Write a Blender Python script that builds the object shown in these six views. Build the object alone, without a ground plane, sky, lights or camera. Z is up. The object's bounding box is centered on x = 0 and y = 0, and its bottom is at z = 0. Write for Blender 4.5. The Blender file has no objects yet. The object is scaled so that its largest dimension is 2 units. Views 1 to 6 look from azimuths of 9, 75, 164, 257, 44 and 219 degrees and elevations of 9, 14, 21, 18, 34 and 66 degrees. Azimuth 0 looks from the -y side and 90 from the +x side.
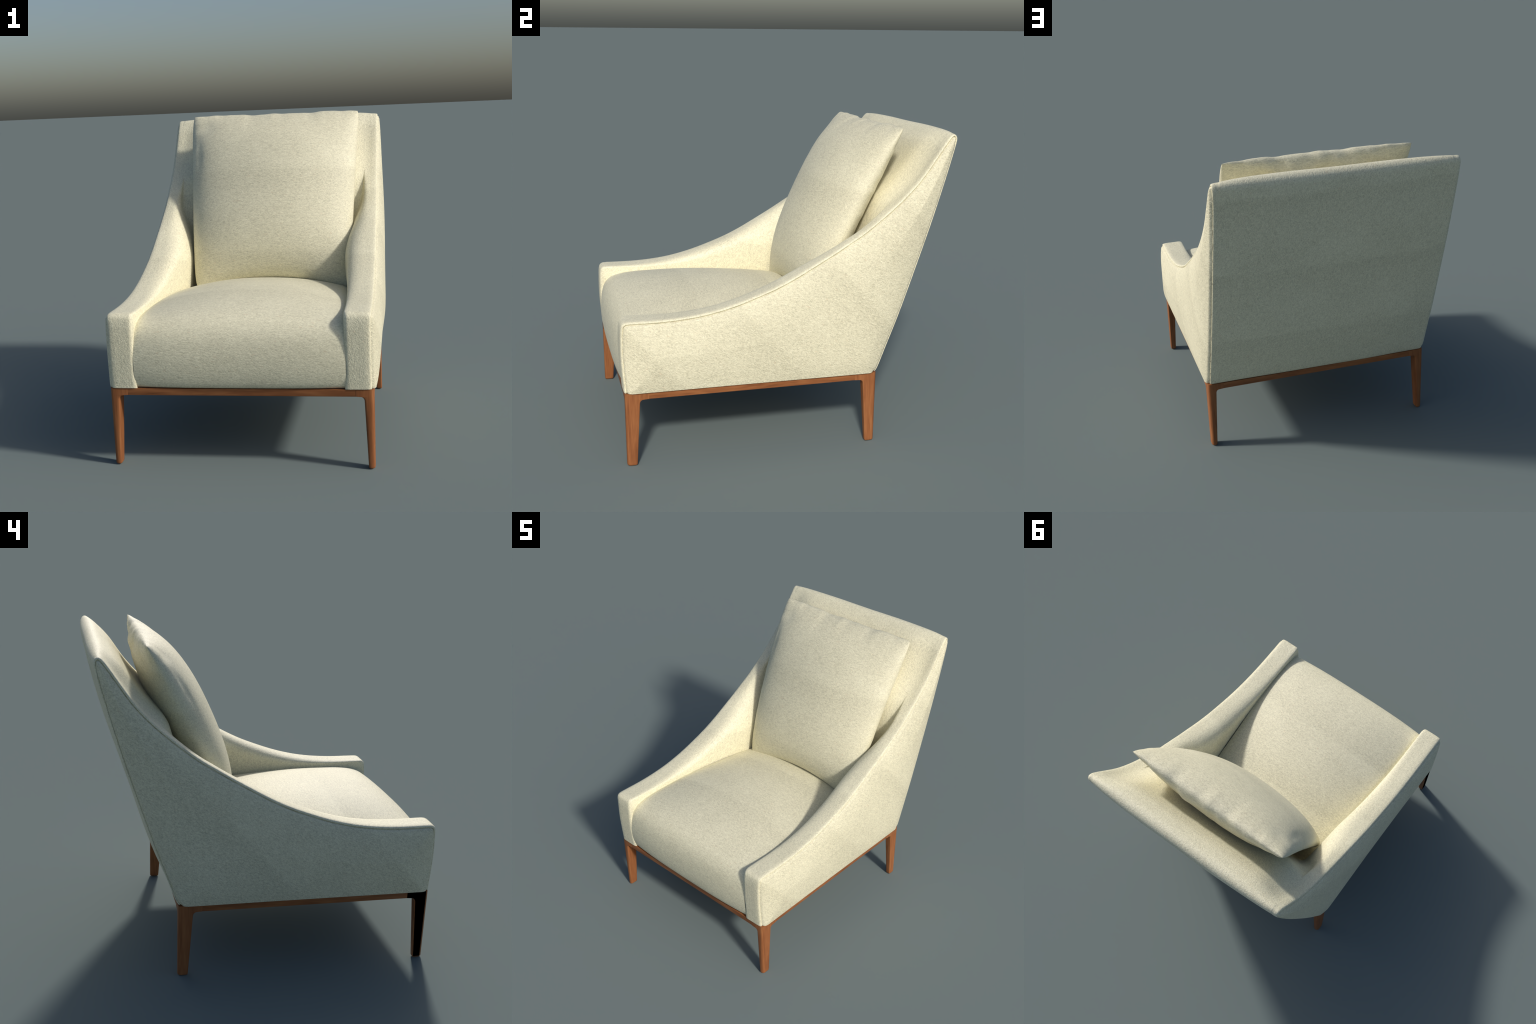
import bpy, math
import numpy as np

rng = np.random.default_rng(7)

# ------------------------------------------------------------------ helpers
def smooth_curve(pts, step, rounds=2):
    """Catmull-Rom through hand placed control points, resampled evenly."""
    p = np.array(pts, float)
    ext = np.vstack([2 * p[0] - p[1], p, 2 * p[-1] - p[-2]])
    out = []
    for i in range(1, len(ext) - 2):
        p0, p1, p2, p3 = ext[i - 1:i + 3]
        # centripetal parametrisation keeps tight corners tidy
        t0 = 0.0
        t1 = t0 + np.linalg.norm(p1 - p0) ** 0.5
        t2 = t1 + np.linalg.norm(p2 - p1) ** 0.5
        t3 = t2 + np.linalg.norm(p3 - p2) ** 0.5
        t = np.linspace(t1, t2, 24, endpoint=False)[:, None]
        a1 = (t1 - t) / (t1 - t0) * p0 + (t - t0) / (t1 - t0) * p1
        a2 = (t2 - t) / (t2 - t1) * p1 + (t - t1) / (t2 - t1) * p2
        a3 = (t3 - t) / (t3 - t2) * p2 + (t - t2) / (t3 - t2) * p3
        b1 = (t2 - t) / (t2 - t0) * a1 + (t - t0) / (t2 - t0) * a2
        b2 = (t3 - t) / (t3 - t1) * a2 + (t - t1) / (t3 - t1) * a3
        out.append((t2 - t) / (t2 - t1) * b1 + (t - t1) / (t2 - t1) * b2)
    out = np.vstack(out + [p[-1:]])
    return resample(out, step)

def resample(c, step=None, n=None):
    s = np.concatenate([[0], np.cumsum(np.linalg.norm(np.diff(c, axis=0), axis=1))])
    if n is None:
        n = max(2, int(round(s[-1] / step)) + 1)
    q = np.linspace(0, s[-1], n)
    return np.stack([np.interp(q, s, c[:, k]) for k in range(c.shape[1])], 1)

def smoothstep(a, b, x):
    t = np.clip((x - a) / (b - a), 0, 1)
    return t * t * (3 - 2 * t)

def smin(a, b, k):
    h = np.clip(0.5 + 0.5 * (b - a) / k, 0, 1)
    return b * (1 - h) + a * h - k * h * (1 - h)

_ph = rng.uniform(0, 6.28, (40, 2))
_dir = rng.uniform(-1, 1, (40, 2))
def lumps(u, v, freq, n=10, start=0):
    """soft band-limited unevenness from a few sine waves"""
    r = 0
    for i in range(start, start + n):
        a = _dir[i] / (np.linalg.norm(_dir[i]) + 1e-6)
        f = freq * (0.6 + 0.8 * ((i * 37) % 11) / 10)
        r = r + np.sin(f * (a[0] * u + a[1] * v) + _ph[i, 0])
    return r / math.sqrt(n)

def mesh_object(name, verts, faces, mat, parent=None, smooth=True, sharp=None):
    me = bpy.data.meshes.new(name)
    me.from_pydata([tuple(map(float, v)) for v in verts], [], faces)
    me.validate()
    me.update()
    for m in (mat if isinstance(mat, (list, tuple)) else [mat]):
        me.materials.append(m)
    me.polygons.foreach_set("use_smooth", [smooth] * len(me.polygons))
    if sharp is not None:
        me.set_sharp_from_angle(angle=math.radians(sharp))
    ob = bpy.data.objects.new(name, me)
    bpy.context.scene.collection.objects.link(ob)
    if parent:
        ob.parent = parent
    return ob

def grid_faces(nr, nc, flip=False, off=0, wrap=False):
    f = []
    for i in range(nr - 1):
        for j in range(nc if wrap else nc - 1):
            a, b = off + i * nc + j, off + i * nc + (j + 1) % nc
            c, d = off + (i + 1) * nc + (j + 1) % nc, off + (i + 1) * nc + j
            f.append((a, d, c, b) if flip else (a, b, c, d))
    return f

# ---------------------------------------------------------------- materials
def fabric(name, rot, stretch, step_axis, step_period=0.5, step_phase=0.0, relief=1.0, bright=1.0):
    """cream wool felt: fibre streaks, mottling and faint repeats of the weave"""
    def tone(c):
        return tuple(min(0.92, k * bright) for k in c[:3]) + (1,)
    m = bpy.data.materials.new(name)
    m.use_nodes = True
    nt = m.node_tree
    N, L = nt.nodes, nt.links
    bsdf = N["Principled BSDF"]
    tc = N.new("ShaderNodeTexCoord")
    turn = N.new("ShaderNodeMapping")
    turn.inputs["Rotation"].default_value = rot
    mp = N.new("ShaderNodeMapping")
    mp.inputs["Scale"].default_value = stretch
    L.new(tc.outputs["Object"], turn.inputs["Vector"])
    L.new(turn.outputs["Vector"], mp.inputs["Vector"])

    def noise(vec, scale, detail, rough=0.55, dist=0.0):
        n = N.new("ShaderNodeTexNoise")
        n.inputs["Scale"].default_value = scale
        n.inputs["Detail"].default_value = detail
        n.inputs["Roughness"].default_value = rough
        n.inputs["Distortion"].default_value = dist
        L.new(vec, n.inputs["Vector"])
        return n.outputs["Fac"]

    def math_node(op, a, b=None, c=None, clamp=False):
        n = N.new("ShaderNodeMath")
        n.operation = op
        n.use_clamp = clamp
        for i, x in enumerate((a, b, c)):
            if x is None:
                continue
            if isinstance(x, (int, float)):
                n.inputs[i].default_value = x
            else:
                L.new(x, n.inputs[i])
        return n.outputs[0]

    fibre = noise(mp.outputs["Vector"], 230, 2, 0.55, 0.5)
    mottle = noise(mp.outputs["Vector"], 85, 2, 0.5, 0.3)
    patch = noise(tc.outputs["Object"], 4.2, 2, 0.5, 0.4)
    # faint tone step where the cloth pattern starts again
    sep = N.new("ShaderNodeSeparateXYZ")
    L.new(tc.outputs["Object"], sep.inputs[0])
    dot = N.new("ShaderNodeVectorMath")
    dot.operation = "DOT_PRODUCT"
    dot.inputs[1].default_value = step_axis
    L.new(tc.outputs["Object"], dot.inputs[0])
    fr = math_node("FRACT", math_node("MULTIPLY_ADD", dot.outputs["Value"], 1.0 / step_period, step_phase))
    ramp = math_node("MULTIPLY", math_node("POWER", fr, 3.0), math_node("SUBTRACT", 1.0, math_node("POWER", fr, 24.0)))
    band = math_node("MULTIPLY", ramp, math_node("MULTIPLY_ADD", patch, 2.4, -0.55, clamp=True))

    f = math_node("MULTIPLY_ADD", fibre, 0.72, math_node("MULTIPLY", mottle, 0.28))
    f = math_node("MULTIPLY_ADD", patch, 0.16, math_node("ADD", f, -0.08))
    f = math_node("MULTIPLY_ADD", band, -0.12, f)
    cr = N.new("ShaderNodeValToRGB")
    e = cr.color_ramp.elements
    e[0].position, e[0].color = 0.31, tone(FAB_DARK)
    e[1].position, e[1].color = 0.655, tone(FAB_LIGHT)
    mid = cr.color_ramp.elements.new(0.47)
    mid.color = tone(FAB_MID)
    L.new(f, cr.inputs[0])
    # scattered warm flecks
    fl = noise(mp.outputs["Vector"], 80, 1, 0.4)
    fm = math_node("MULTIPLY", math_node("GREATER_THAN", fl, 0.735), 0.22)
    mx = N.new("ShaderNodeMix")
    mx.data_type = "RGBA"
    L.new(fm, mx.inputs["Factor"])
    L.new(cr.outputs[0], mx.inputs[6])
    mx.inputs[7].default_value = (0.62, 0.42, 0.25, 1)
    L.new(mx.outputs[2], bsdf.inputs["Base Color"])
    bsdf.inputs["Roughness"].default_value = 0.66
    bsdf.inputs["Specular IOR Level"].default_value = 0.9
    bsdf.inputs["Sheen Weight"].default_value = 0.05
    bsdf.inputs["Sheen Roughness"].default_value = 0.5
    hgt = math_node("ADD", math_node("MULTIPLY", fibre, 0.7), math_node("MULTIPLY", mottle, 0.6))
    bp = N.new("ShaderNodeBump")
    bp.inputs["Strength"].default_value = 0.7 * relief
    bp.inputs["Distance"].default_value = 0.005
    L.new(hgt, bp.inputs["Height"])
    L.new(bp.outputs[0], bsdf.inputs["Normal"])
    return m

FAB_DARK = (0.53, 0.50, 0.355, 1)
FAB_MID = (0.70, 0.662, 0.478, 1)
FAB_LIGHT = (0.85, 0.81, 0.60, 1)

def wood(name, stretch):
    m = bpy.data.materials.new(name)
    m.use_nodes = True
    N, L = m.node_tree.nodes, m.node_tree.links
    bsdf = N["Principled BSDF"]
    tc = N.new("ShaderNodeTexCoord")
    mp = N.new("ShaderNodeMapping")
    mp.inputs["Scale"].default_value = stretch
    L.new(tc.outputs["Object"], mp.inputs["Vector"])
    n1 = N.new("ShaderNodeTexNoise")
    n1.inputs["Scale"].default_value = 9
    n1.inputs["Detail"].default_value = 4
    n1.inputs["Distortion"].default_value = 1.2
    n2 = N.new("ShaderNodeTexNoise")
    n2.inputs["Scale"].default_value = 34
    n2.inputs["Detail"].default_value = 3
    for n in (n1, n2):
        L.new(mp.outputs["Vector"], n.inputs["Vector"])
    ad = N.new("ShaderNodeMath")
    ad.operation = "MULTIPLY_ADD"
    ad.inputs[1].default_value = 0.55
    L.new(n1.outputs["Fac"], ad.inputs[0])
    mu = N.new("ShaderNodeMath")
    mu.operation = "MULTIPLY"
    mu.inputs[1].default_value = 0.45
    L.new(n2.outputs["Fac"], mu.inputs[0])
    L.new(mu.outputs[0], ad.inputs[2])
    cr = N.new("ShaderNodeValToRGB")
    e = cr.color_ramp.elements
    e[0].position, e[0].color = 0.33, (0.200, 0.069, 0.024, 1)
    e[1].position, e[1].color = 0.68, (0.365, 0.148, 0.054, 1)
    k = e.new(0.5)
    k.color = (0.285, 0.105, 0.037, 1)
    L.new(ad.outputs[0], cr.inputs[0])
    L.new(cr.outputs[0], bsdf.inputs["Base Color"])
    bsdf.inputs["Roughness"].default_value = 0.5
    bsdf.inputs["Specular IOR Level"].default_value = 0.3
    bp = N.new("ShaderNodeBump")
    bp.inputs["Strength"].default_value = 0.12
    bp.inputs["Distance"].default_value = 0.002
    L.new(n2.outputs["Fac"], bp.inputs["Height"])
    L.new(bp.outputs[0], bsdf.inputs["Normal"])
    return m

def plain(name, col, rough=0.9, spec=0.0):
    m = bpy.data.materials.new(name)
    m.use_nodes = True
    b = m.node_tree.nodes["Principled BSDF"]
    b.inputs["Base Color"].default_value = col
    b.inputs["Roughness"].default_value = rough
    b.inputs["Specular IOR Level"].default_value = spec
    return m

felt_shell = fabric("felt_shell", (0.3, 0.2, 0.15), (1.0, 0.8, 0.6), (0, 0.3, 0.95), 0.5, 0.1, 0.75, 1.06)
felt_side = fabric("felt_side", (math.radians(32), 0, 0), (0.9, 0.40, 1.1), (0, 0.75, 0.66), 0.55, 0.3, 1.2, 1.02)
felt_side_left = fabric("felt_side_left", (math.radians(-32), 0, 0), (0.9, 0.40, 1.1), (0, -0.75, 0.66), 0.55, 0.2, 1.2, 1.02)
felt_seat = fabric("felt_seat", (0, 0, 0), (0.42, 1.0, 1.1), (0, 0.95, -0.3), 0.5, 0.42, 0.5)
felt_pillow = fabric("felt_pillow", (0, 0, 0), (0.40, 1.0, 1.15), (0, 0.15, 0.97), 0.52, 0.06, 0.6)
wood_upright = wood("walnut_upright", (3.2, 3.2, 0.28))
wood_across = wood("walnut_across", (0.28, 2.4, 2.4))
wood_along = wood("walnut_along", (2.4, 0.28, 2.4))
painted_unlit_black = plain("painted_unlit_black", (0.0005, 0.0005, 0.0005, 1))
lining = plain("lining_cloth", (0.10, 0.09, 0.075, 1))

# ------------------------------------------------------- things (top level)
chair = bpy.data.objects.new("armchair", None)
bpy.context.scene.collection.objects.link(chair)
chair["label"] = "cream felt lounge armchair with sloping arms and walnut legs"
chair["category"] = "armchair"

# ----------------------------------------------------------- side profile
# outline of the upholstered body seen from the side, (y, z)
BACK = [(0.521, 0.437), (0.532, 0.452), (0.592, 0.605), (0.660, 0.785), (0.757, 1.070), (0.848, 1.350),
        (0.925, 1.610), (0.966, 1.765)]
TOP = [(0.974, 1.806), (0.971, 1.824), (0.960, 1.836), (0.946, 1.838), (0.929, 1.828), (0.902, 1.795)]
SLOPE = [(0.832, 1.694), (0.757, 1.590), (0.660, 1.486), (0.550, 1.390), (0.415, 1.286), (0.330, 1.233),
         (0.235, 1.175), (0.120, 1.109), (0.010, 1.048), (-0.090, 1.000), (-0.200, 0.957), (-0.320, 0.916),
         (-0.420, 0.889), (-0.520, 0.869), (-0.640, 0.855), (-0.760, 0.849), (-0.880, 0.849), (-0.930, 0.849)]
NOSE = [(-0.953, 0.846), (-0.968, 0.835), (-0.975, 0.815), (-0.979, 0.740), (-0.979, 0.640), (-0.973, 0.540),
        (-0.965, 0.437)]
prof = smooth_curve(BACK + TOP + SLOPE + NOSE, 0.0105)
tan = np.gradient(prof, axis=0)
tan /= np.linalg.norm(tan, axis=1)[:, None]
nor = np.stack([tan[:, 1], -tan[:, 0]], 1)          # outward
if nor[10, 0] < 0:
    nor = -nor
nR = len(prof)
i_apex = int(np.argmin(np.linalg.norm(prof - (0.946, 1.838), axis=1)))
i_nose = int(np.argmin(np.linalg.norm(prof - (-0.966, 0.842), axis=1)))

UP = np.array((0.303, 0.953))      # along the reclined back
FWD = np.array((-0.953, 0.303))    # square to it, towards the sitter
w = prof @ UP
d = prof @ FWD
FLOOR_D = np.array((0.548, 1.40)) @ FWD   # front of the backrest below the fold
RIM_X = 0.712

ang_prof = np.arange(nR)
puff_row = smoothstep(i_apex - 4, i_apex + 16, ang_prof) * 0.046        # padded front
puff_row *= smoothstep(1.30, 1.52, w)
rear_row = 1 - smoothstep(i_apex - 14, i_apex + 2, ang_prof)
rear_row = rear_row * np.clip(np.minimum(1, (prof[:, 1] - 0.437) / 0.25 + 0.15), 0, 1)

NB, NC1, NW, NC2, NF = 9, 12, 16, 12, 16   # columns: band, lip, wall, fillet, floor(half)

def half_section(i):
    """points from the outer rim (x=+RIM_X) to the middle (x=0); each (x, dn, df)
    dn = shift along the profile normal, df = shift along FWD"""
    y, z = prof[i]
    pts = []
    # rolled rim at the seam
    roll = 0.35 + 0.65 * smoothstep(i_apex - 14, i_apex + 6, i)      # the seam roll is slimmer at the rear
    slim = 0.007 * max(1 - smoothstep(i_apex - 16, i_apex + 2, i), 0.7 * smoothstep(i_nose, i_nose + 8, i))
    for x, o in ((0.684, -0.0168), (0.6985, -0.0160), (0.7048, -0.0145), (0.7068, -0.0120), (0.7062, -0.0090),
                 (0.7040, -0.0052), (0.6965, -0.0022), (0.6840, -0.0006), (0.6650, 0.0)):
        x -= slim * (x > 0.69)
        o = o * roll if o > -0.0095 else -0.009 * roll + (o + 0.009)
        pts.append((x, o, 0.0))
    front = i > i_apex
    floor_d = smin(d[i] + puff_row[i], FLOOR_D, 0.035) if front else d[i]
    h = max(0.0, d[i] + puff_row[i] - floor_d) if front else 0.0
    if front and h > 0:
        h = min(h, max(0.0, (z - 0.47)) / 0.303)
    if i >= i_nose - 3:
        h = max(h, 0.03)
    nn = prof[i] @ np.array((1, 0))
    # inner face of the arm
    back_ness = smoothstep(-0.85, 0.15, y)
    x_in = 0.563 - 0.028 * back_ness + 0.085 * smoothstep(-0.05, 0.50, y)
    slant = 0.010 + 0.055 * smoothstep(-0.9, 0.1, y) - 0.035 * smoothstep(0.1, 0.5, y)
    r = 0.034 + 0.074 * smoothstep(-0.95, -0.15, y)
    if i >= i_nose - 3:
        r = 0.030
    rl = min(r, h * 0.55)                 # down the wall
    rt = min(r * 0.85, 0.115) * (1.0 if h > r else h / r)
    rt = max(rt, 0.012 + 0.050 * smoothstep(0.30, 0.50, y))
    fl = min(0.05, h * 0.4)
    flx = max(0.012 + 0.050 * smoothstep(0.30, 0.50, y), min(0.06, 0.012 + h * 0.5))
    K1 = np.array((x_in, 0.0))
    K2 = np.array((x_in - slant * min(1, h / 0.2), -h))
    wall = K2 - K1
    wl = np.linalg.norm(wall) + 1e-9
    wd = wall / wl if h > 1e-6 else np.array((-1.0, 0))
    if h <= 1e-6:
        rl = 0.012; fl = 0.012
        K2 = K1 + np.array((-0.05, 0)); wd = np.array((-1.0, 0))
    a0 = K1 + (rt, 0)
    a0[0] = min(a0[0], 0.655)
    a1 = K1 + wd * rl
    b0 = K2 - wd * fl
    b1 = K2 - (flx, 0)
    sec = []
    for t in np.linspace(0, 1, NB + 1)[1:]:
        sec.append((0.6650 + (a0[0] - 0.6650) * t, 0.0))
    for t in np.linspace(0, 1, NC1 + 1)[1:]:
        sec.append((1 - t) ** 2 * a0 + 2 * t * (1 - t) * K1 + t * t * a1)
    for t in np.linspace(0, 1, NW + 1)[1:]:
        sec.append(a1 + (b0 - a1) * t)
    for t in np.linspace(0, 1, NC2 + 1)[1:]:
        sec.append((1 - t) ** 2 * b0 + 2 * t * (1 - t) * K2 + t * t * b1)
    for t in np.linspace(0, 1, NF + 1)[1:]:
        sec.append((b1[0] * (1 - t), b1[1]))
    for x, q in sec:
        pu = puff_row[i] * smoothstep(0.664, 0.450, abs(x))
        rb = rear_row[i] * 0.020 * (1 - min(1.0, abs(x / 0.668)) ** 3)
        crown = 0.011 * (1 - min(1.0, abs(x / 0.668)) ** 8) * (1 if abs(i - i_apex) < 16 else 0) * math.cos((i - i_apex) / 16 * math.pi / 2) ** 2
        pts.append((x, rb + crown, q + pu))
    return pts

rows = []
for i in range(nR):
    half = half_section(i)
    full = [(x, a, b) for x, a, b in half] + [(-x, a, b) for x, a, b in half[-2::-1]]
    row = []
    for x, a, b in full:
        p = prof[i] + nor[i] * a + FWD * b
        row.append((x, p[0], p[1]))
    rows.append(row)
V = np.array(rows)
nC = V.shape[1]
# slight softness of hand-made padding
yy, zz = V[:, :, 1], V[:, :, 2]
soft = 0.0016 * lumps(V[:, :, 0] * 9, zz * 9 + yy * 5, 1.0)
edge = np.clip((RIM_X - np.abs(V[:, :, 0])) / 0.1, 0, 1)
V[:, :, 1] += soft * edge * nor[:, None, 0]
V[:, :, 2] += soft * edge * nor[:, None, 1]

half_n = (nC - 1) // 2
n_rim = 9
wall_end = n_rim + NB + NC1 + NW + 1       # columns that belong to the arm
arm_r, arm_l, back = [], [], []
all_faces = []
for i in range(nR - 1):
    for j in range(nC - 1):
        jj = j if j < half_n else nC - 2 - j
        quad = (i * nC + j, i * nC + j + 1, (i + 1) * nC + j + 1, (i + 1) * nC + j)
        zc = V[i, half_n, 2]
        in_arm = jj < wall_end
        arm_row = i > i_apex and prof[i, 1] < 0.60
        if i > i_apex and not in_arm and (zc < 0.60 or i >= i_nose - 2):
            continue                       # hidden below the seat
        all_faces.append(quad)
        if arm_row and in_arm:
            (arm_r if j < half_n else arm_l).append(quad)
        else:
            back.append(quad)
flatV = V.reshape(-1, 3)
shell_me = bpy.data.meshes.new("whole_shell")
shell_me.from_pydata([tuple(v) for v in flatV.tolist()], [], all_faces)
shell_me.update()
vn = np.empty(len(flatV) * 3)
shell_me.vertices.foreach_get("normal", vn)
vn = vn.reshape(-1, 3)
# outward check on the rear face
if vn[20 * nC + half_n][1] < 0:
    vn = -vn
    arm_r = [q[::-1] for q in arm_r]
    arm_l = [q[::-1] for q in arm_l]
    back = [q[::-1] for q in back]
bpy.data.meshes.remove(shell_me)

def region(name, quads, mat, parent):
    used = np.unique(np.array(quads))
    idx = {int(u): k for k, u in enumerate(used)}
    ob = mesh_object(name, flatV[used], [tuple(idx[int(q)] for q in f) for f in quads], mat, parent)
    ob.data.normals_split_custom_set_from_vertices([tuple(n) for n in vn[used].tolist()])
    return ob

backrest = region("backrest", back, felt_shell, chair)
armrest_r = region("armrest", arm_r, felt_shell, chair)
armrest_l = region("armrest", arm_l, felt_shell, chair)

# -------------------------------------------------- side panels (pillowed)
seam_in = 0.0088 + 0.0064 * smoothstep(i_apex - 14, i_apex + 6, np.arange(nR))
seam_in = seam_in - 0.0035 * smoothstep(i_nose, i_nose + 8, np.arange(nR))
inset = prof - nor * seam_in[:, None]
inset[:, 1] = np.maximum(inset[:, 1], 0.437)
inset[0] = (0.505, 0.437)
inset[-1] = (-0.949, 0.437)
nu, nv = 150, 90
def clustered(n):
    t = np.linspace(0, 1, n)
    return 0.55 * t + 0.45 * (0.5 - 0.5 * np.cos(np.pi * t))
su, sv = clustered(nu), clustered(nv)
def at(curve, s):
    c = resample(curve, n=800)
    return np.stack([np.interp(s, np.linspace(0, 1, 800), c[:, k]) for k in range(2)], 1)
cl = at(inset[:i_apex + 1], sv)                 # back edge, bottom -> top
ct = at(inset[i_apex:i_nose + 1], su)           # sloping edge, back -> front
cf = at(inset[i_nose:][::-1], sv)               # front edge, bottom -> top
cb = at(np.array([inset[0], inset[-1]]), su)    # bottom edge, back -> front
U, W = np.meshgrid(su, sv, indexing="ij")
U3, W3 = U[..., None], W[..., None]
coons = ((1 - W3) * cb[:, None] + W3 * ct[:, None] + (1 - U3) * cl[None] + U3 * cf[None]
         - ((1 - U3) * (1 - W3) * cb[0] + U3 * (1 - W3) * cb[-1] + (1 - U3) * W3 * ct[0] + U3 * W3 * ct[-1]))
bound = resample(inset, 0.006)
dist = np.empty((nu, nv))
for i in range(nu):
    dist[i] = np.min(np.linalg.norm(coons[i][:, None, :] - bound[None], axis=2), axis=1)
dist = np.minimum(dist, (coons[..., 1] - 0.437) * 0.8 + 0.030)
bulge = 0.6915 + 0.0225 * (1 - np.exp(-(dist / 0.0042) ** 1.2)) + 0.040 * (1 - np.exp(-(dist / 0.10) ** 1.1))
bulge += 0.0015 * lumps(coons[..., 0] * 7, coons[..., 1] * 7, 1.0, start=12) * np.clip(dist / 0.08, 0, 1)
for side, par in ((1, armrest_r), (-1, armrest_l)):
    pv = np.concatenate([(side * bulge)[..., None], coons], 2).reshape(-1, 3)
    mesh_object("side_panel", pv, grid_faces(nu, nv, flip=(side < 0)), felt_side if side > 0 else felt_side_left, par)

# --------------------------------------------------------------------- seat
# lofted over x: each slice is a (y, z) profile from the back over the nose to the bottom
def slice_profile(s):
    """s = x / half width, -1..1"""
    c = 1 - abs(s) ** 2.3
    e = smoothstep(0.94, 1.0, abs(s))
    k = 0.068 * c
    pts = [(0.47, 0.70 + 0.6 * k), (0.30, 0.742 + 0.75 * k), (0.15, 0.768 + 0.95 * k), (0.0, 0.786 + k),
           (-0.20, 0.800 + 1.05 * k), (-0.42, 0.810 + 1.03 * k), (-0.62, 0.811 + 0.92 * k),
           (-0.78, 0.808 + 0.70 * k), (-0.875, 0.800 + 0.42 * k), (-0.930, 0.783 + 0.18 * k),
           (-0.963, 0.752), (-0.981, 0.710), (-0.992, 0.650), (-0.995, 0.585), (-0.989, 0.510),
           (-0.978, 0.462), (-0.970, 0.442), (-0.950, 0.4365)]
    p = np.array(pts)
    p[:, 1] -= e * 0.005 * (p[:, 1] > 0.6)
    p[:, 0] += 0.021 * abs(s) ** 3 * (p[:, 0] < -0.80)
    return p
ns, npf = 101, 110
xs = np.sin(np.linspace(-1, 1, ns) * math.pi / 2) * 0.5 + np.linspace(-1, 1, ns) * 0.5
SV = []
for s in xs:
    c = resample(smooth_curve(slice_profile(s), 0.01), n=npf)
    hw = 0.570 - 0.054 * smoothstep(-0.80, 0.25, c[:, 0])
    x = hw * s
    lump = 0.002 * lumps(x * 6, c[:, 0] * 6 + c[:, 1] * 4, 1.0, start=20)
    SV.append(np.stack([x, c[:, 0], c[:, 1] + lump * (c[:, 1] > 0.75)], 1))
SV = np.array(SV)
seat = mesh_object("seat", SV.reshape(-1, 3), grid_faces(ns, npf, flip=False), felt_seat, chair)

# ------------------------------------------------------------------- pillow
nu = nv = 141
t = np.linspace(-1, 1, nu)
g = np.sin(t * math.pi / 2) * 0.72 + t * 0.28     # denser at the edges
PU, PV = np.meshgrid(g, g, indexing="ij")
tv = (PV + 1) / 2
half_w = 0.501 + (0.574 - 0.501) * tv ** 0.8
mid_x = 0.030 - 0.0065 * tv
bow = 1 - 0.014 * (1 - PV ** 2)
cx = mid_x + half_w * PU * bow
P0, P1 = np.array((0.170, 0.745)), np.array((0.694, 1.875))
AX = (P1 - P0) / np.linalg.norm(P1 - P0)
PN = np.array((-AX[1], AX[0]))
length = np.linalg.norm(P1 - P0)
vv = tv * length
topness = smoothstep(0.80, 1.0, tv)
ripple = (np.sin(cx * 19 + 0.6) + 0.8 * np.sin(cx * 33 + 2.0) + 0.35 * np.sin(cx * 61 + 0.3)) / 1.8
vv = vv - 0.016 * (1 - PU ** 2) ** 0.8 * topness + 0.0045 * ripple * topness * (1 - PU ** 8)
vv = vv + 0.080 * (1 - PU ** 2) * (1 - tv) ** 3      # rests on the crowned seat
pv_exp = np.where(PV > 0, 2.8, 3.2)
body = (1 - np.abs(PU) ** 2.1).clip(0, 1) ** 0.52 * (1 - np.abs(PV) ** pv_exp).clip(0, 1) ** 0.60
fullness = body
front = 0.164 * body
rear = 0.150 * body
corner = np.abs(PU) ** 9 * np.abs(PV) ** 9
cx = cx - np.sign(PU) * 0.015 * corner
vv = vv - np.sign(PV) * 0.015 * corner
# creases gathered along the top seam and the sides
near_top = np.exp(-(1 - PV) / 0.16)
near_side = np.exp(-(1 - np.abs(PU)) / 0.14)
gather = np.sin(cx * 36 + 1.8 * np.sin(cx * 7)) * 0.6 + np.sin(cx * 63 + 1.1 + np.sin(cx * 11)) * 0.4
gather_s = np.sin(vv * 41 + 1.7 * np.sin(vv * 7)) * 0.6 + np.sin(vv * 77) * 0.4
edge_fade = np.minimum(1, (1 - np.abs(PV)) / 0.03) * np.minimum(1, (1 - np.abs(PU)) / 0.03)
wr = (0.0045 * gather * near_top + 0.0035 * gather_s * near_side) * edge_fade
soft = 0.004 * lumps(cx * 7, vv * 7, 1.0, start=26) * fullness
short = np.exp(-(1 - PV) / 0.05)
pucker = np.sin(cx * 150 + 2.5 * np.sin(cx * 13)) * (0.5 + 0.5 * np.sin(cx * 17 + 1.0))
front = front + (0.0022 * gather + 0.0010 * pucker) * short * edge_fade + 0.002 * gather_s * near_side * edge_fade + soft
rear = rear + 1.2 * wr - soft
def dent(u0, v0, su_, sv_, ang):
    a, b = PU - u0, PV - v0
    p, q = a * math.cos(ang) + b * math.sin(ang), -a * math.sin(ang) + b * math.cos(ang)
    return np.exp(-(p / su_) ** 2 - (q / sv_) ** 2)
rear = rear - 0.016 * dent(0.55, 0.84, 0.20, 0.07, 0.2) - 0.014 * dent(-0.05, 0.86, 0.16, 0.07, -0.2) \
            - 0.014 * dent(-0.62, 0.80, 0.18, 0.06, 0.5) + 0.008 * dent(0.25, 0.88, 0.1, 0.06, 0)
front = front - 0.008 * dent(-0.80, 0.80, 0.12, 0.10, 0.6) - 0.006 * dent(-0.9, 0.45, 0.05, 0.2, 0)
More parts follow.
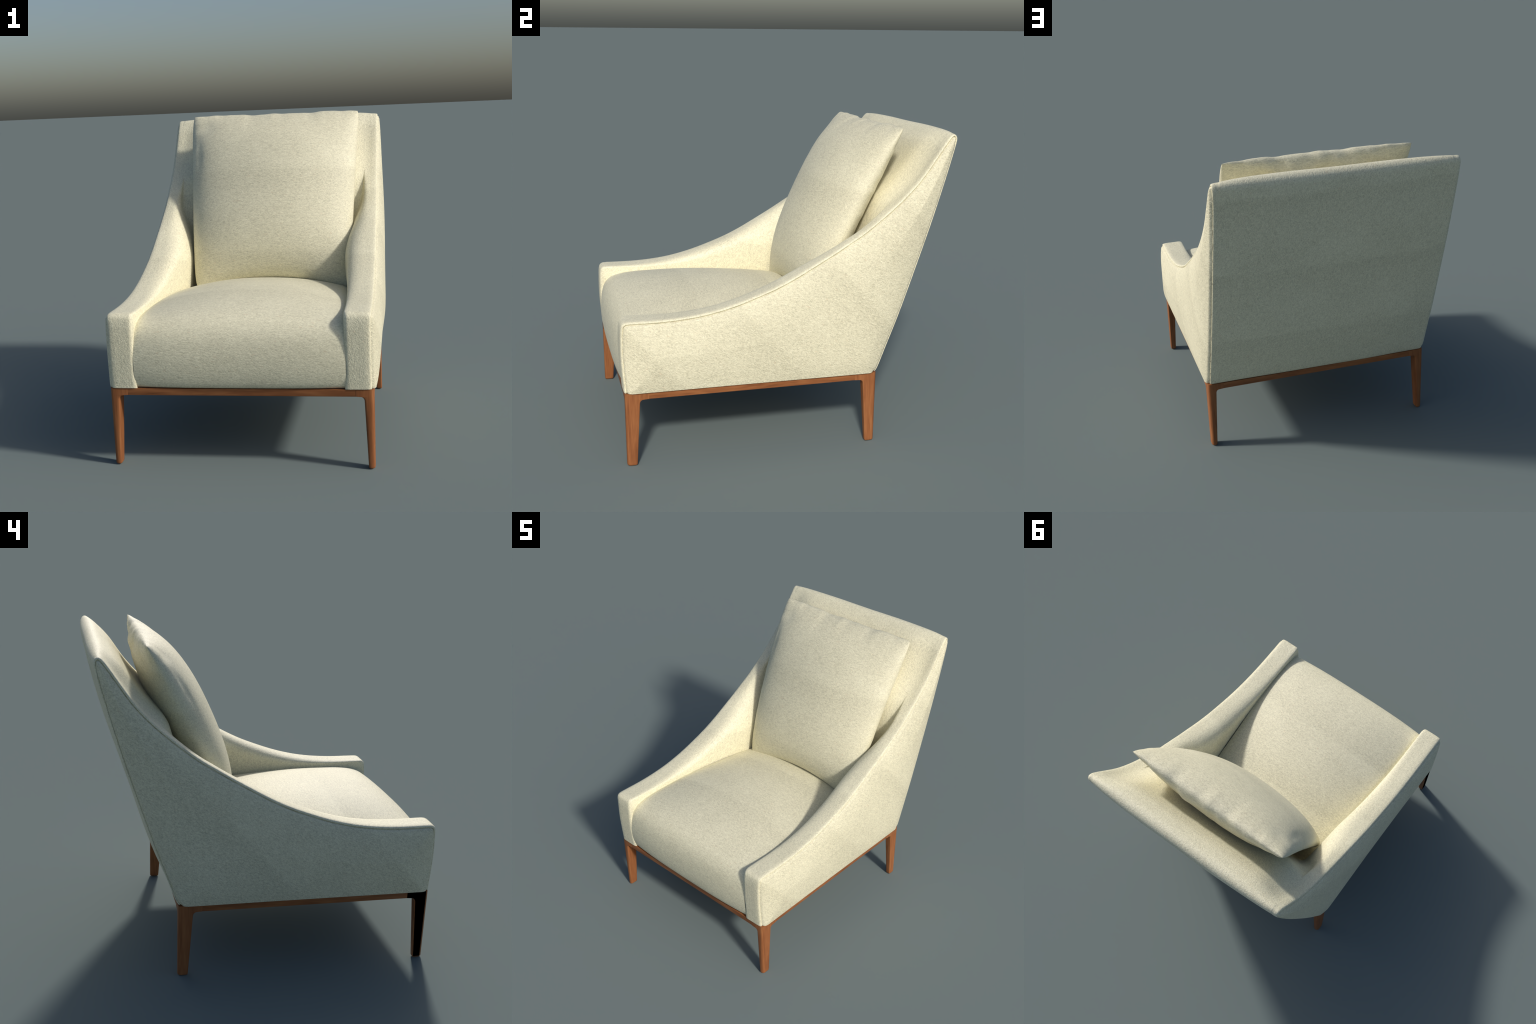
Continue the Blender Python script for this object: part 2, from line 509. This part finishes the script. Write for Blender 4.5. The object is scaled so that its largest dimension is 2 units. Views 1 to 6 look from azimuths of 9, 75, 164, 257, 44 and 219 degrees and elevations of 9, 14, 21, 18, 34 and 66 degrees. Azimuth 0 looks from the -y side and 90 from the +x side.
# the rear rests against the backrest
sag = 0.038 * 4 * tv * (1 - tv)                # the whole cushion slumps forward in the middle
my = P0[0] + AX[0] * vv + PN[0] * sag
mz = P0[1] + AX[1] * vv + PN[1] * sag
room = (my * FWD[0] + mz * FWD[1]) - FLOOR_D - 0.006
lim = np.where(mz < 1.45, np.maximum(room, 0.0), 9.0)
lim = lim + 9 * smoothstep(1.36, 1.50, mz)
rear = np.minimum(rear, lim)
def surf(off):
    return np.stack([cx, my + PN[0] * off, mz + PN[1] * off], 2)
F, R = surf(front), surf(-rear)
seam = 0.0035                                   # thickness at the stitched edge
verts, faces = list(F.reshape(-1, 3)), grid_faces(nu, nv, flip=True)
off = len(verts)
rid = -np.ones((nu, nv), int)
for i in range(nu):
    for j in range(nv):
        if i in (0, nu - 1) or j in (0, nv - 1):
            rid[i, j] = i * nv + j
        else:
            rid[i, j] = len(verts)
            verts.append(R[i, j])
for i in range(nu - 1):
    for j in range(nv - 1):
        faces.append((int(rid[i, j]), int(rid[i, j + 1]), int(rid[i + 1, j + 1]), int(rid[i + 1, j]))[::-1])
pillow = mesh_object("back_cushion", verts, faces, felt_pillow)
pillow["label"] = "plump square cream felt scatter cushion leaning on the backrest"
pillow["category"] = "cushion"
import bmesh
def fix_normals(ob):
    bm = bmesh.new()
    bm.from_mesh(ob.data)
    bmesh.ops.recalc_face_normals(bm, faces=bm.faces)
    bm.to_mesh(ob.data)
    bm.free()
fix_normals(pillow)

# -------------------------------------------------------------- wooden frame
frame = bpy.data.objects.new("wooden_frame", None)
bpy.context.scene.collection.objects.link(frame)
frame.parent = chair
TOPZ, RAIL_Z = 0.4345, 0.395

def rounded_rect(x0, x1, y0, y1, r, n=6):
    """corner radii r = (x0y0, x1y0, x1y1, x0y1)"""
    pts = []
    for (cx_, cy_, a), rr in zip(((x0, y0, 180), (x1, y0, 270), (x1, y1, 0), (x0, y1, 90)), r):
        sx = cx_ + (rr if cx_ == x0 else -rr)
        sy = cy_ + (rr if cy_ == y0 else -rr)
        for k in range(n + 1):
            q = math.radians(a + 90 * k / n)
            pts.append((sx + rr * math.cos(q), sy + rr * math.sin(q)))
    return pts

def build_leg(sx, y_out, y_in_top, y_in_bot, y_out_bot, dark=False):
    """tapered leg; inner faces sweep into the rails with a small cove"""
    zs = [0.0, 0.003, 0.008, 0.014, 0.06, 0.12, 0.18, 0.24, 0.30, 0.345]
    cove = 0.024
    zs += [RAIL_Z - cove + cove * math.sin(math.radians(a)) for a in range(0, 91, 10)]
    zs += [RAIL_Z + 0.002, TOPZ]
    ring, rings = 0, []
    sy = 1 if y_in_top > y_out else -1
    for z in zs:
        f = min(1, z / 0.40)
        xo = 0.7115 + 0.0015 * f
        xi = 0.677 - 0.016 * f
        yo = y_out_bot + (y_out - y_out_bot) * f
        yi = y_in_bot + (y_in_top - y_in_bot) * f
        ext = 0.0
        if z > RAIL_Z - cove:
            q = min(1.0, (z - (RAIL_Z - cove)) / cove)
            ext = cove * (1 - math.sqrt(max(0, 1 - q * q)))
        if z >= RAIL_Z + 0.001:
            ext = cove + 0.028
        foot = 0.0
        if z < 0.010:
            foot = 0.0075 * (1 - math.sqrt(max(0, 1 - (1 - z / 0.010) ** 2)))
        x0, x1 = sorted((sx * (xo - foot), sx * (xi + foot - ext)))
        y0, y1 = sorted((yo + sy * foot, yi - sy * foot + sy * ext))
        outer_r, inner_r, end_r = 0.0185, 0.007, 0.011
        r = []
        for cxv, cyv in ((x0, y0), (x1, y0), (x1, y1), (x0, y1)):
            ox = abs(abs(cxv) - abs(sx * (xo - foot))) < 1e-6
            oy = abs(cyv - (yo + sy * foot)) < 1e-6
            r.append(outer_r if (ox and oy) else (end_r if oy else (0.006 if ox else inner_r)))
        rings.append([(px, py, z) for px, py in rounded_rect(x0, x1, y0, y1, r)])
    nc = len(rings[0])
    vs = [p for rg in rings for p in rg]
    fs = grid_faces(len(rings), nc, wrap=True)
    fs.append(tuple(range(nc))[::-1])
    fs.append(tuple((len(rings) - 1) * nc + k for k in range(nc)))
    ob = mesh_object("leg", vs, fs, [wood_upright, painted_unlit_black], frame, sharp=35)
    fix_normals(ob)
    if dark:   # outer face painted flat black to show the render's unlit shading artifact
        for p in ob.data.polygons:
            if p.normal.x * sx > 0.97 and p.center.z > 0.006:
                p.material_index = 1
    return ob

build_leg(1, -0.9615, -0.877, -0.900, -0.958)
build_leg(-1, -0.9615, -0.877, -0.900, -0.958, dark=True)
build_leg(1, 0.5255, 0.440, 0.466, 0.5235)
build_leg(-1, 0.5255, 0.440, 0.466, 0.5235)

def rail(name, x0, x1, y0, y1, mat):
    z0, z1, b = RAIL_Z, TOPZ - 0.001, 0.005
    vs, fs = [], []
    along_x = (x1 - x0) > (y1 - y0)
    lo, hi = (x0, x1) if along_x else (y0, y1)
    a, c = (y0, y1) if along_x else (x0, x1)
    sec = [(a, z1), (a, z0 + b), (a + b * 0.3, z0 + b * 0.3), (a + b, z0), (c - b, z0), (c - b * 0.3, z0 + b * 0.3),
           (c, z0 + b), (c, z1)]
    for e in (lo, hi):
        for p, z in sec:
            vs.append((e, p, z) if along_x else (p, e, z))
    n = len(sec)
    fs = [(k, (k + 1) % n, n + (k + 1) % n, n + k) for k in range(n)]
    fs += [tuple(range(n))[::-1], tuple(range(n, 2 * n))]
    ob = mesh_object(name, vs, fs, mat, frame, sharp=30)
    fix_normals(ob)
    return ob

rail("front_rail", -0.655, 0.655, -0.9605, -0.915, wood_across)
rail("back_rail", -0.655, 0.655, 0.480, 0.5245, wood_across)
rail("side_rail", 0.668, 0.7122, -0.870, 0.434, wood_along)
rail("side_rail", -0.7122, -0.668, -0.870, 0.434, wood_along)

# cloth that closes the underside
z0, z1 = 0.431, 0.4385
vs = [(sx * 0.69, y, z) for z in (z0, z1) for sx, y in ((-1, -0.94), (1, -0.94), (1, 0.505), (-1, 0.505))]
under = mesh_object("underside_cloth", vs, [(3, 2, 1, 0), (4, 5, 6, 7), (0, 1, 5, 4), (1, 2, 6, 5), (2, 3, 7, 6), (3, 0, 4, 7)],
                    lining, chair, smooth=False)
